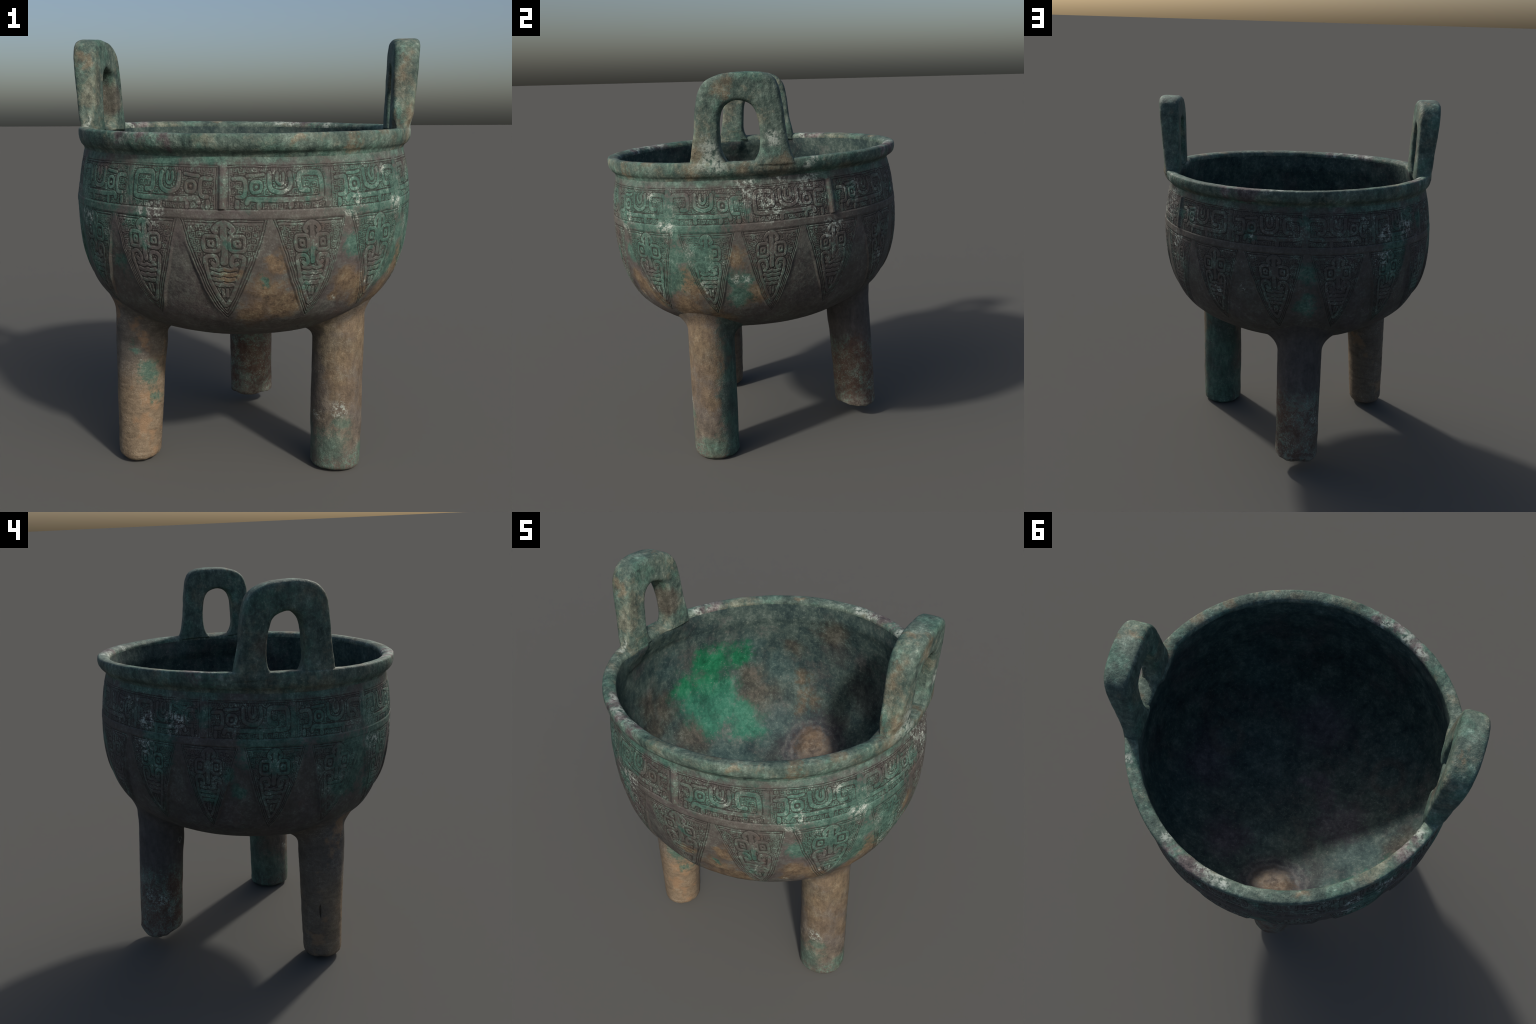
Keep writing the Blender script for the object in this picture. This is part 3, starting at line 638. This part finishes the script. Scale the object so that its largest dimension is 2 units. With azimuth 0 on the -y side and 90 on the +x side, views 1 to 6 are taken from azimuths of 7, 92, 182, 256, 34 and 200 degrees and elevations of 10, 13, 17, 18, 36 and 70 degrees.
    ecol = n.mix(hue, n.ramp(m, [(0.20, (0.012, 0.075, 0.050)), (0.50, (0.020, 0.155, 0.098)), (0.82, (0.05, 0.24, 0.165))]), n.ramp(m, [(0.20, (0.006, 0.070, 0.034)), (0.50, (0.010, 0.142, 0.066)), (0.82, (0.03, 0.21, 0.11))]))
    col = n.mix(n.math("MULTIPLY", em, n.math("ADD", 0.74, n.math("MULTIPLY", hue, 0.2))), col, ecol)
    sp = n.math("MULTIPLY", n.step(n.math("ADD", n.math("MULTIPLY", n.spk, 0.6), n.math("MULTIPLY", n.fine, 0.4)), 0.70, 0.88), 0.35)
    col = n.mix(sp, col, (0.20, 0.23, 0.20))
    return n.finish(col, 0.64, n.math("ADD", n.math("MULTIPLY", n.fine, 0.7), n.math("MULTIPLY", n.spk, 0.2)), 0.25, 0.004)


def leg_material(kind):
    n = Net(("bronze_leg_sandy", "bronze_leg_stained", "bronze_leg_rusty")[kind])
    grains(n)
    p = PATCHES["LEG"]
    near = lambda key, cx, cy: [s for s in p.get(key, []) if math.hypot(s[0] - cx, s[1] - cy) < 0.35]
    cx, cy = ((-0.49, -0.235), (0.447, -0.214), (-0.054, 0.55))[kind]
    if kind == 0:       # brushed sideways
        grain = n.step(n.noise(15.0, 4, 0.7, vec=n.vmath("ADD", n.P, n.vmath("SCALE", n.noise(9.0, 2, 0.5, seed=40, out="Color"), 0.03)), stretch=(0.8, 0.8, 5.0), seed=41), 0.28, 0.72)
    else:               # drawn lengthwise
        grain = n.step(n.noise(30.0, 5, 0.72, stretch=(1.2, 1.2, 0.45), seed=42), 0.28, 0.72)
    m = n.math("ADD", 0.13, n.math("MULTIPLY", n.math("ADD", n.math("MULTIPLY", grain, 0.24 if kind == 0 else 0.38), n.math("MULTIPLY", n.mot, 0.76 if kind == 0 else 0.62)), 0.75))
    sepz = n.t.nodes.new("ShaderNodeSeparateXYZ")
    n.link(sepz.inputs[0], n.warp)
    x, y, z = sepz.outputs
    if kind == 0:
        tan = n.ramp(m, [(0.18, (0.090, 0.069, 0.048)), (0.42, (0.164, 0.125, 0.085)), (0.60, (0.212, 0.163, 0.111)), (0.85, (0.30, 0.24, 0.17))])
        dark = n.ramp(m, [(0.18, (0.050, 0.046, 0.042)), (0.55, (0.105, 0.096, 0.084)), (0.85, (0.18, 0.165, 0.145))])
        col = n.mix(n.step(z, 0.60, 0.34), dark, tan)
        # the back of this leg is a cooler brown
        col = n.mix(n.math("MULTIPLY", n.step(y, -0.27, -0.17), 0.75), col, n.ramp(m, [(0.18, (0.060, 0.050, 0.042)), (0.55, (0.115, 0.095, 0.076)), (0.85, (0.17, 0.14, 0.11))]))
        col = n.mix(n.math("MULTIPLY", n.step(n.noise(9.0, 3, 0.6, seed=44), 0.56, 0.68), 0.5), col, (0.27, 0.165, 0.092))
    elif kind == 1:
        tan = n.ramp(m, [(0.18, (0.058, 0.050, 0.039)), (0.42, (0.112, 0.093, 0.068)), (0.60, (0.160, 0.132, 0.094)), (0.85, (0.26, 0.22, 0.16))])
        plum = n.ramp(m, [(0.18, (0.062, 0.053, 0.048)), (0.55, (0.112, 0.096, 0.084)), (0.85, (0.18, 0.155, 0.132))])
        col = n.mix(n.math("MULTIPLY", n.step(n.noise(5.0, 4, 0.65, seed=45), 0.42, 0.60), 0.8), tan, plum)
        col = n.mix(n.math("MULTIPLY", n.step(z, 0.42, 0.20), 0.5), col, plum)
        # green film on the inner and rear side
        teal = n.ramp(m, [(0.20, (0.018, 0.030, 0.029)), (0.50, (0.038, 0.066, 0.060)), (0.80, (0.085, 0.130, 0.114))])
        col = n.mix(n.math("MULTIPLY", n.step(n.math("ADD", y, n.math("MULTIPLY", n.rag, 0.04)), -0.150, -0.095), 0.88), col, teal)
        col = n.mix(n.math("MULTIPLY", n.step(x, 0.385, 0.345), 0.65), col, n.ramp(m, [(0.18, (0.045, 0.042, 0.040)), (0.82, (0.12, 0.105, 0.09))]))
        col = n.mix(n.math("MULTIPLY", n.math("MULTIPLY", n.step(z, 0.17, 0.07), n.step(n.rag, 0.7, 1.2)), 0.6), col, n.ramp(m, GREEN))
    else:
        bare = n.ramp(m, [(0.18, (0.040, 0.038, 0.040)), (0.55, (0.078, 0.072, 0.070)), (0.85, (0.12, 0.11, 0.105))])
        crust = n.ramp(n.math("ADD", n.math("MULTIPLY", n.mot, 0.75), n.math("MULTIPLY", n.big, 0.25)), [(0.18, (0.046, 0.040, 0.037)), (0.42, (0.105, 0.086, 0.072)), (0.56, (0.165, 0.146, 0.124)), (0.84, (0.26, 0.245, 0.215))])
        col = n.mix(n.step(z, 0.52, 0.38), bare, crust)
        col = n.mix(n.math("MULTIPLY", n.math("MULTIPLY", n.step(z, 0.52, 0.44), n.step(n.rag, 0.7, 1.2)), 0.55), col, n.ramp(m, GREEN))
        col = n.mix(n.math("MULTIPLY", n.math("MULTIPLY", n.step(z, 0.14, 0.05), n.step(n.fine, 0.4, 0.55)), 0.6), col, (0.20, 0.165, 0.13))
    for key, stops, reach, amt in (("tan", TAN, 0.9, 0.55), ("rust", [(0.18, (0.055, 0.032, 0.025)), (0.55, (0.120, 0.062, 0.042)), (0.85, (0.21, 0.125, 0.085))], 0.9, 0.5), ("green", GREEN, 0.9, 0.55 if kind == 1 else 0.8)):
        s = near(key, cx, cy)
        if s and not (key == "tan" and kind == 0):
            col = n.mix(n.math("MULTIPLY", soft(n, s, reach, 0.5, 0.8), amt), col, n.ramp(m, stops))
    if kind == 0:
        # black inside the crack
        q = n.vmath("MULTIPLY", n.vmath("SUBTRACT", n.P, (-0.598, -0.195, 0.300)), (0.3, 1.0, 0.11))
        col = n.mix(n.step(n.vmath("LENGTH", q), 0.0055, 0.0030), col, (0.006, 0.005, 0.005))
    s = near("pale", cx, cy)
    if s:
        pm = n.math("MULTIPLY", soft(n, s, 1.1, 0.4, 0.5), n.step(n.math("ADD", n.math("MULTIPLY", n.fine, 0.5), n.math("MULTIPLY", n.spk, 0.5)), 0.42, 0.75))
        col = n.mix(n.math("MULTIPLY", pm, 0.85), col, n.ramp(m, PALE))
    sp = n.math("MULTIPLY", n.step(n.math("ADD", n.math("MULTIPLY", n.spk, 0.7), n.math("MULTIPLY", n.med, 0.3)), 0.64 if kind == 2 else 0.72, 0.88), 0.55 if kind == 2 else 0.25)
    if kind == 2:
        sp = n.math("MULTIPLY", sp, n.step(z, 0.52, 0.36))
    col = n.mix(sp, col, (0.30, 0.31, 0.27))
    return n.finish(col, 0.68, n.math("ADD", n.math("MULTIPLY", m, 0.9), n.math("MULTIPLY", n.spk, 0.3)), 0.5, 0.005)


MAT_BODY = wall_material("bronze_wall", 0.10, False, 0.07)
MAT_ORN = wall_material("bronze_ornament", 0.45, False, 0.36)
MAT_GROOVE = wall_material("bronze_cut_lines", 0.30, True, 0.10)
MAT_RIM = top_material("bronze_rim")
MAT_HANDLE = MAT_RIM
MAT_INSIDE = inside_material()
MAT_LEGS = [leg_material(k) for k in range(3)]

# ---------------------------------------------------------------- assemble
root = bpy.data.objects.new("bronze_tripod_cauldron", None)
bpy.context.scene.collection.objects.link(root)
root["label"] = "weathered green bronze tripod cauldron with two loop handles and cast ornament"
root["category"] = "ancient bronze vessel"


def child(ob, parent=root):
    ob.parent = parent
    return ob


Vall, Nall = P1.reshape(-1, 3), N1.reshape(-1, 3)


def region_object(name, faces, parent):
    q = quads[faces]
    used, inv = np.unique(q, return_inverse=True)
    mi = (gq[faces] > 0.45).astype(np.int32)
    return child(make_mesh(name, Vall[used], inv.reshape(-1, 4), [MAT_BODY if parent is root else MAT_ORN, MAT_GROOVE], mi, Nall[used]), parent)


bowl = region_object("bowl", np.nonzero(regq == 0)[0], root)
frieze = region_object("dragon_frieze", np.nonzero(regq == 1)[0], bowl)
for f in range(len(FLANGES)):
    region_object("flange", np.nonzero(regq == 100 + f)[0], bowl)
for i in range(len(TIPS)):
    region_object("cicada_blade", np.nonzero(regq == 2 + i)[0], bowl)

# ---------------------------------------------------------------- rim roll and inside
NI = 900
thi = np.linspace(0, 2 * np.pi, NI, endpoint=False)
R_rim = 0.7725 - 0.0020 * np.cos(2 * thi) - 0.0002 * np.sin(2 * thi) - 0.0015 * np.cos(3 * thi) - 0.0083 * np.sin(3 * thi)
Z_rim = 1.5944 - 0.0068 * np.cos(thi) + 0.0254 * np.sin(thi) + 0.0019 * np.cos(2 * thi) - 0.0025 * np.sin(2 * thi)
RIM_C = np.array([-0.0034, -0.0140])


def ring(R, Z, th=thi):
    return np.stack([RIM_C[0] + R * np.cos(th), RIM_C[1] + R * np.sin(th), Z], -1)


crease = body(u_of(np.full(NI, 0.016), thi), thi)
crease = crease - 0.004 * np.stack([np.cos(thi), np.sin(thi), 0 * thi], -1)
# inside, under each handle, the wall thickens to meet the handle's flat inner face
off = np.degrees(thi)
off = np.minimum(abs((off + 180) % 360 - 180), abs(off - 180))
window = (1 - sstep(20, 26, off)) * (0.65 + 0.35 * sstep(0.06, 0.11, 0.69 * np.sin(np.radians(off))))
flat = 0.6625 / np.cos(np.radians(np.minimum(off, 25)))
swell = np.maximum(R_rim - 0.061 - flat, 0) * window
swell_wall = np.maximum(0.716 - flat, 0) * window * 0.5
rows = [crease]
cr = np.hypot(crease[:, 0] - RIM_C[0], crease[:, 1] - RIM_C[1])
zc = crease[:, 2]
out_R = R_rim
prof = [(0.22, 0.18), (0.66, 0.33), (0.94, 0.52), (1.03, 0.76)]
for a, b in prof:
    rows.append(ring(cr + (out_R - cr) * a, zc + (Z_rim - zc) * b))
for dr, dz in ((-0.0005, -0.006), (-0.009, 0.0005), (-0.026, 0.001), (-0.042, -0.002), (-0.054, -0.008), (-0.061, -0.020), (-0.060, -0.036)):
    rows.append(ring(R_rim + dr - swell * sstep(-0.02, -0.061, dr), Z_rim + dz))
for v in (0.018, 0.05, 0.09, 0.14, 0.20, 0.26, 0.32, 0.38, 0.44, 0.48, 0.50, 0.52, 0.54, 0.56, 0.58, 0.60, 0.62, 0.64, 0.66, 0.68, 0.71, 0.74, 0.77, 0.80, 0.84, 0.88, 0.94, 0.97, 0.9996):
    p = body(u_of(np.full(NI, v), thi), thi, 0.0195 + 0.006 * (1 - float(sstep(0.06, 0.22, v))) + 0.004 * float(sstep(0.20, 0.34, v) * (1 - sstep(0.46, 0.60, v))))
    c = swell_wall * (1 - sstep(0.0, 0.055, v))
    p = p - c[:, None] * np.stack([np.cos(thi), np.sin(thi), 0 * thi], -1)
    # the plug over the rear leg stands up as a low disc, the other two barely show
    for (px, py), up in (((-0.062, 0.530), 0.024), ((-0.470, -0.235), 0.004), ((0.430, -0.205), 0.004)):
        p[:, 2] += np.where(p[:, 2] < 1.0, up * (1 - sstep(0.050, 0.125, np.hypot(p[:, 0] - px, p[:, 1] - py))), 0)
    rows.append(p)
rows = np.array(rows)
# dense resampling of the profile curves
seg = np.linalg.norm(np.diff(rows, axis=0), axis=-1).mean(1)
knots = np.concatenate([[0], np.cumsum(seg)])
fine = np.concatenate([np.linspace(0, knots[12], 56, endpoint=False), np.linspace(knots[12], knots[-1], 150)])


def pchip(xk, Y, x):
    """Monotone cubic interpolation of whole rows."""
    h = np.diff(xk)[:, None, None]
    d = np.diff(Y, axis=0) / h
    m = np.zeros_like(Y)
    same = d[:-1] * d[1:] > 0
    m[1:-1] = np.where(same, 2 * d[:-1] * d[1:] / np.where(same, d[:-1] + d[1:], 1), 0)
    m[0], m[-1] = d[0], d[-1]
    j = np.clip(np.searchsorted(xk, x, side="right") - 1, 0, len(xk) - 2)
    t = ((x - xk[j]) / np.diff(xk)[j])[:, None, None]
    hh = h[j]
    return (2 * t ** 3 - 3 * t ** 2 + 1) * Y[j] + (t ** 3 - 2 * t ** 2 + t) * hh * m[j] + (-2 * t ** 3 + 3 * t ** 2) * Y[j + 1] + (t ** 3 - t ** 2) * hh * m[j + 1]


# smooth the corner-free parts with a cubic through the rows
L = pchip(knots, rows, fine)
Nl = -grid_normals(L)
wgt = sstep(knots[1], knots[3], fine)[:, None]
hl = (0.0024 * fbm(L, 7, 2, 21) + 0.0013 * fbm(L, 28, 2, 22) + 0.0006 * fbm(L, 80, 2, 23)) * wgt
L = L + Nl * hl[..., None]
split = int(np.searchsorted(fine, knots[10] + 0.004))
qi = grid_quads(len(fine), NI)
Ni = grid_normals(L)
qrow = np.repeat(np.arange(len(fine) - 1), NI)
Lv, Lnv = L.reshape(-1, 3), Ni.reshape(-1, 3)
# faces run from the outer crease over the rim to the inside: outward winding
flip = qi


def part(name, sel, mat, parent):
    q = flip[sel]
    used, inv = np.unique(q, return_inverse=True)
    return child(make_mesh(name, Lv[used], inv.reshape(-1, 4), [mat], None, Lnv_out[used]), parent)


Lnv_out = -Lnv
part("rim", qrow < split, MAT_RIM, bowl)
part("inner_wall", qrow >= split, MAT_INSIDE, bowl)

# ---------------------------------------------------------------- legs
def under_z(x, y):
    """Height of the underside of the bowl above (x, y)."""
    lo, hi = np.full(np.shape(x), 0.18), np.full(np.shape(x), 0.9999)
    for _ in range(40):
        m = (lo + hi) / 2
        th_ = np.arctan2(y + 0.02, x + 0.0128)
        for _ in range(2):
            c = body(m, th_)
            # re-aim the azimuth at the point
            th_ = np.arctan2(y - (-0.0008 - 0.06 * (c[..., 2] - 1.2)), x - (-0.0128 + 0.016 * (c[..., 2] - 1.2)))
        c = body(m, th_)
        rc = np.hypot(c[..., 0] + 0.0128 - 0.016 * (c[..., 2] - 1.2), c[..., 1] + 0.0008 + 0.06 * (c[..., 2] - 1.2))
        rp = np.hypot(x + 0.0128 - 0.016 * (c[..., 2] - 1.2), y + 0.0008 + 0.06 * (c[..., 2] - 1.2))
        lo, hi = np.where(rc > rp, m, lo), np.where(rc > rp, hi, m)
    return c[..., 2]


NP = 224
LEGS = [  # foot x, y, top x, y, foot radius, top radius, bottom height, round-off, kind
    dict(foot=(-0.5010, -0.2336), top=(-0.4790, -0.2450), r0=0.1030, r1=0.1195, z0=0.015, edge=0.030, kind=0),
    dict(foot=(0.4420, -0.2075), top=(0.4480, -0.2130), r0=0.1190, r1=0.1195, z0=0.004, edge=0.022, kind=1),
    dict(foot=(-0.0570, 0.5700), top=(-0.0550, 0.5330), r0=0.1165, r1=0.1210, z0=0.074, edge=0.022, kind=2),
]
ph = np.linspace(0, 2 * np.pi, NP, endpoint=False)
for li, lg in enumerate(LEGS):
    fx, fy = lg["foot"]
    tx, ty = lg["top"]

    def axis(z):
        w = (z - 0.1) / 0.5
        return fx + (tx - fx) * w, fy + (ty - fy) * w

    def rad(z):
        return lg["r0"] + (lg["r1"] - lg["r0"]) * np.clip((z - 0.1) / 0.5, -0.2, 1.2)

    inward_dir = math.atan2(-ty, -tx)
    facing = (1 + np.cos(ph - inward_dir)) / 2               # 1 on the side facing the middle
    F = 0.050 + 0.032 * (1 - abs(2 * facing - 1)) + 0.004 * facing + (0.008 if li == 2 else 0)
    rows = []
    ztop_c = 0.70
    axt, ayt = axis(ztop_c)
    r_t = rad(0.62)
    # fillet: from inside the bowl down to the shaft
    for a in np.radians(np.linspace(100, 0, 20)):
        rho = r_t + F * (1 - np.cos(min(a, math.pi / 2)))
        x, y = axt + rho * np.cos(ph), ayt + rho * np.sin(ph)
        zz = under_z(x, y) - F * (1 - math.sin(min(a, math.pi / 2)))
        if a > math.pi / 2:
            zz = zz + 0.014
            x, y = axt + (rho - 0.004) * np.cos(ph), ayt + (rho - 0.004) * np.sin(ph)
        else:
            zz = zz + 0.004 * math.sin(a) ** 6
        rows.append(np.stack([x, y, zz], -1))
    first = rows[-1]
    zs, e = lg["z0"], lg["edge"]
    # shaft
    for t in np.linspace(0, 1, 130)[1:]:
        z = first[:, 2] * (1 - t) + (zs + e) * t
        ax_, ay_ = axis(z)
        blend = sstep(0, 0.25, t)
        ax_, ay_ = axt + (ax_ - axt) * np.maximum(blend, t), ayt + (ay_ - ayt) * np.maximum(blend, t)
        r = r_t + (rad(z) - r_t) * blend
        rows.append(np.stack([ax_ + r * np.cos(ph), ay_ + r * np.sin(ph), z], -1))
    # rounded foot
    bx, by = axis(np.array(zs))
    rb = rad(zs)
    for a in np.radians(np.linspace(0, 90, 12))[1:]:
        rr = rb - e + e * math.cos(a)
        rows.append(np.stack([bx + rr * np.cos(ph), by + rr * np.sin(ph), np.full(NP, zs + e - e * math.sin(a))], -1))
    for t in np.linspace(1, 0.01, 16)[1:]:
        rr = (rb - e) * t
        rows.append(np.stack([bx + rr * np.cos(ph), by + rr * np.sin(ph), np.full(NP, zs)], -1))
    M = np.array(rows)
    Nn = grid_normals(M)
    low = 1 - sstep(0.10, 0.55, M[..., 2])
    # cast surface: slightly uneven, more so toward the foot
    keep = sstep(4, 22, np.arange(len(M)))[:, None]
    h = (0.0035 * fbm(M, 6, 2, 60 + li) + 0.0014 * fbm(M, 26, 2, 61 + li) + 0.0007 * fbm(M, 75, 2, 62 + li)) * (0.5 + 0.7 * low) * keep
    if lg["kind"] == 0:
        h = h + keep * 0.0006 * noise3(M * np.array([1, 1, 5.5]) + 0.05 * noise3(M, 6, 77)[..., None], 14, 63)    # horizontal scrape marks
    if lg["kind"] == 0:                              # a short open crack on the outer side
        t = (M[..., 2] - 0.300) / 0.032
        side = (M[..., 1] + 0.195) - 0.004 * t
        h = h - 0.010 * (M[..., 0] < fx - 0.05) * np.exp(-(side / 0.0038) ** 2) * (1 - sstep(0.6, 1.0, abs(t)))
    M = M + Nn * h[..., None]
    foot = 1 - sstep(0.03, 0.12, M[..., 2] - zs)
    if lg["kind"] == 2:
        # broken end: one tongue of metal hangs lower, the rest is chipped away
        d = np.hypot(M[..., 0] + 0.072, M[..., 1] - 0.606)
        M[..., 2] += foot * (0.004 - 0.034 * np.exp(-(d / 0.070) ** 2) + 0.020 * fbm(M * np.array([1, 1, 0.3]), 15, 3, 64))
    else:
        M[..., 2] += foot * 0.010 * fbm(M * np.array([1, 1, 0.0]), 16, 3, 65 + li)
        if lg["kind"] == 0:
            d = np.hypot(M[..., 0] + 0.49, M[..., 1] + 0.28)
            M[..., 2] -= foot * 0.010 * np.exp(-(d / 0.06) ** 2)
    M[..., 2] = np.maximum(M[..., 2], 0.0)
    q = grid_quads(len(M), NP)[:, ::-1]
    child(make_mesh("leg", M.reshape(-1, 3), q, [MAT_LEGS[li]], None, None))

# ---------------------------------------------------------------- handles
def outline(pts, n):
    """Closely sampled smooth curve through the points, even steps."""
    p = np.array(smooth_line(pts, 24))
    s = np.concatenate([[0], np.cumsum(np.linalg.norm(np.diff(p, axis=0), axis=1))])
    t = np.linspace(0, s[-1], n)
    return np.stack([np.interp(t, s, p[:, 0]), np.interp(t, s, p[:, 1])], -1)


HANDLES = [
    dict(side=1,
         up=[(-0.258, 1.562), (-0.243, 1.598), (-0.235, 1.636), (-0.222, 1.70), (-0.213, 1.79)],
         over=[(-0.213, 1.79), (-0.204, 1.86), (-0.190, 1.915), (-0.150, 1.957), (-0.080, 1.979), (0.0, 1.986), (0.080, 1.985), (0.120, 1.977), (0.151, 1.955), (0.171, 1.908), (0.187, 1.82)],
         down=[(0.187, 1.82), (0.199, 1.72), (0.213, 1.65), (0.223, 1.612), (0.246, 1.566)],
         iup=[(-0.052, 1.565), (-0.084, 1.602), (-0.101, 1.645), (-0.104, 1.70), (-0.103, 1.765)],
         iover=[(-0.103, 1.765), (-0.090, 1.821), (-0.055, 1.852), (-0.012, 1.861), (0.034, 1.848), (0.060, 1.817), (0.072, 1.775)],
         idown=[(0.072, 1.775), (0.079, 1.715), (0.077, 1.645), (0.062, 1.605), (0.034, 1.566)],
         xo=(0.7455, 0.090, -0.066), xi=(0.662, 0.020, -0.045), puff=(0.017, 0.002)),
    dict(side=-1,
         up=[(-0.258, 1.560), (-0.243, 1.595), (-0.235, 1.634), (-0.224, 1.70), (-0.214, 1.80)],
         over=[(-0.214, 1.80), (-0.205, 1.875), (-0.190, 1.932), (-0.150, 1.977), (-0.090, 1.995), (-0.030, 2.0), (0.060, 1.994), (0.112, 1.977), (0.150, 1.950), (0.174, 1.905), (0.190, 1.82)],
         down=[(0.190, 1.82), (0.201, 1.72), (0.216, 1.65), (0.225, 1.612), (0.248, 1.568)],
         iup=[(-0.048, 1.565), (-0.079, 1.604), (-0.092, 1.645), (-0.093, 1.70), (-0.089, 1.77)],
         iover=[(-0.089, 1.77), (-0.078, 1.818), (-0.050, 1.856), (-0.016, 1.867), (0.025, 1.858), (0.056, 1.836), (0.074, 1.785)],
         idown=[(0.074, 1.785), (0.083, 1.715), (0.083, 1.645), (0.070, 1.608), (0.042, 1.566)],
         xo=(0.7505, 0.084, -0.022), xi=(0.664, 0.020, -0.026), puff=(0.016, 0.000)),
]
NR = 64
for hi_, hd in enumerate(HANDLES):
    O = np.concatenate([outline(hd["up"], 50)[:-1], outline(hd["over"], 110)[:-1], outline(hd["down"], 50)])
    I = np.concatenate([outline(hd["iup"], 50)[:-1], outline(hd["iover"], 110)[:-1], outline(hd["idown"], 50)])
    for _ in range(10):                              # ease the joins of the three stretches
        O[1:-1] = 0.5 * O[1:-1] + 0.25 * (O[:-2] + O[2:])
        I[1:-1] = 0.5 * I[1:-1] + 0.25 * (I[:-2] + I[2:])
    C, D = (O + I) / 2, (O - I) / 2
    a = np.linspace(0, 2 * np.pi, NR, endpoint=False)
    # rounded rectangle section
    ca, sa = np.cos(a), np.sin(a)
    ex = np.sign(ca) * abs(ca) ** 0.38
    ey = np.sign(sa) * abs(sa) ** 0.38
    yz = C[:, None, :] + D[:, None, :] * ex[None, :, None]
    y, z = yz[..., 0], yz[..., 1]
    dz = z - 1.65
    xo = hd["xo"][0] + hd["xo"][1] * dz + hd["xo"][2] * y
    xi = hd["xi"][0] + hd["xi"][1] * dz + hd["xi"][2] * y
    puff = 1 - np.clip(abs(y) / 0.235, 0, 1) ** 2.5           # the faces swell a little
    xo, xi = xo + hd["puff"][0] * puff, xi - hd["puff"][1] * puff
    # at the foot the flat handle bends to the round of the rim
    tuck = 1 - sstep(1.580, 1.645, z)
    deep = 0.016 * (1 - sstep(1.556, 1.578, z))
    yr = np.clip(abs(y - RIM_C[1]), 0, 0.6)
    xr = hd["side"] * RIM_C[0] + np.sqrt((0.7705 - 0.002 * np.sin(2 * y)) ** 2 - yr ** 2) - deep
    xq = hd["side"] * RIM_C[0] + np.sqrt(0.724 ** 2 - yr ** 2)
    xo = xo + (xr - xo) * tuck
    hide = np.maximum(1 - sstep(1.556, 1.582, z), tuck * sstep(0.205, 0.25, abs(y)))
    xi = xi + (np.maximum(xq, xi) - xi) * hide
    x = hd["side"] * ((xo + xi) / 2 + (xo - xi) / 2 * ey[None, :])
    M = np.stack([x, y, z], -1)
    q = grid_quads(len(M), NR)
    if hd["side"] > 0:
        Nn = -grid_normals(M)
    else:
        Nn = grid_normals(M)
        q = q[:, ::-1]
    h = 0.0038 * fbm(M, 6, 2, 80 + hi_) + 0.0016 * fbm(M, 24, 2, 82) + 0.0007 * fbm(M, 70, 2, 83)
    M = M + Nn * h[..., None]
    M[..., 2] = np.minimum(M[..., 2], 2.0)
    child(make_mesh("handle", M.reshape(-1, 3), q, [MAT_HANDLE], None, None))
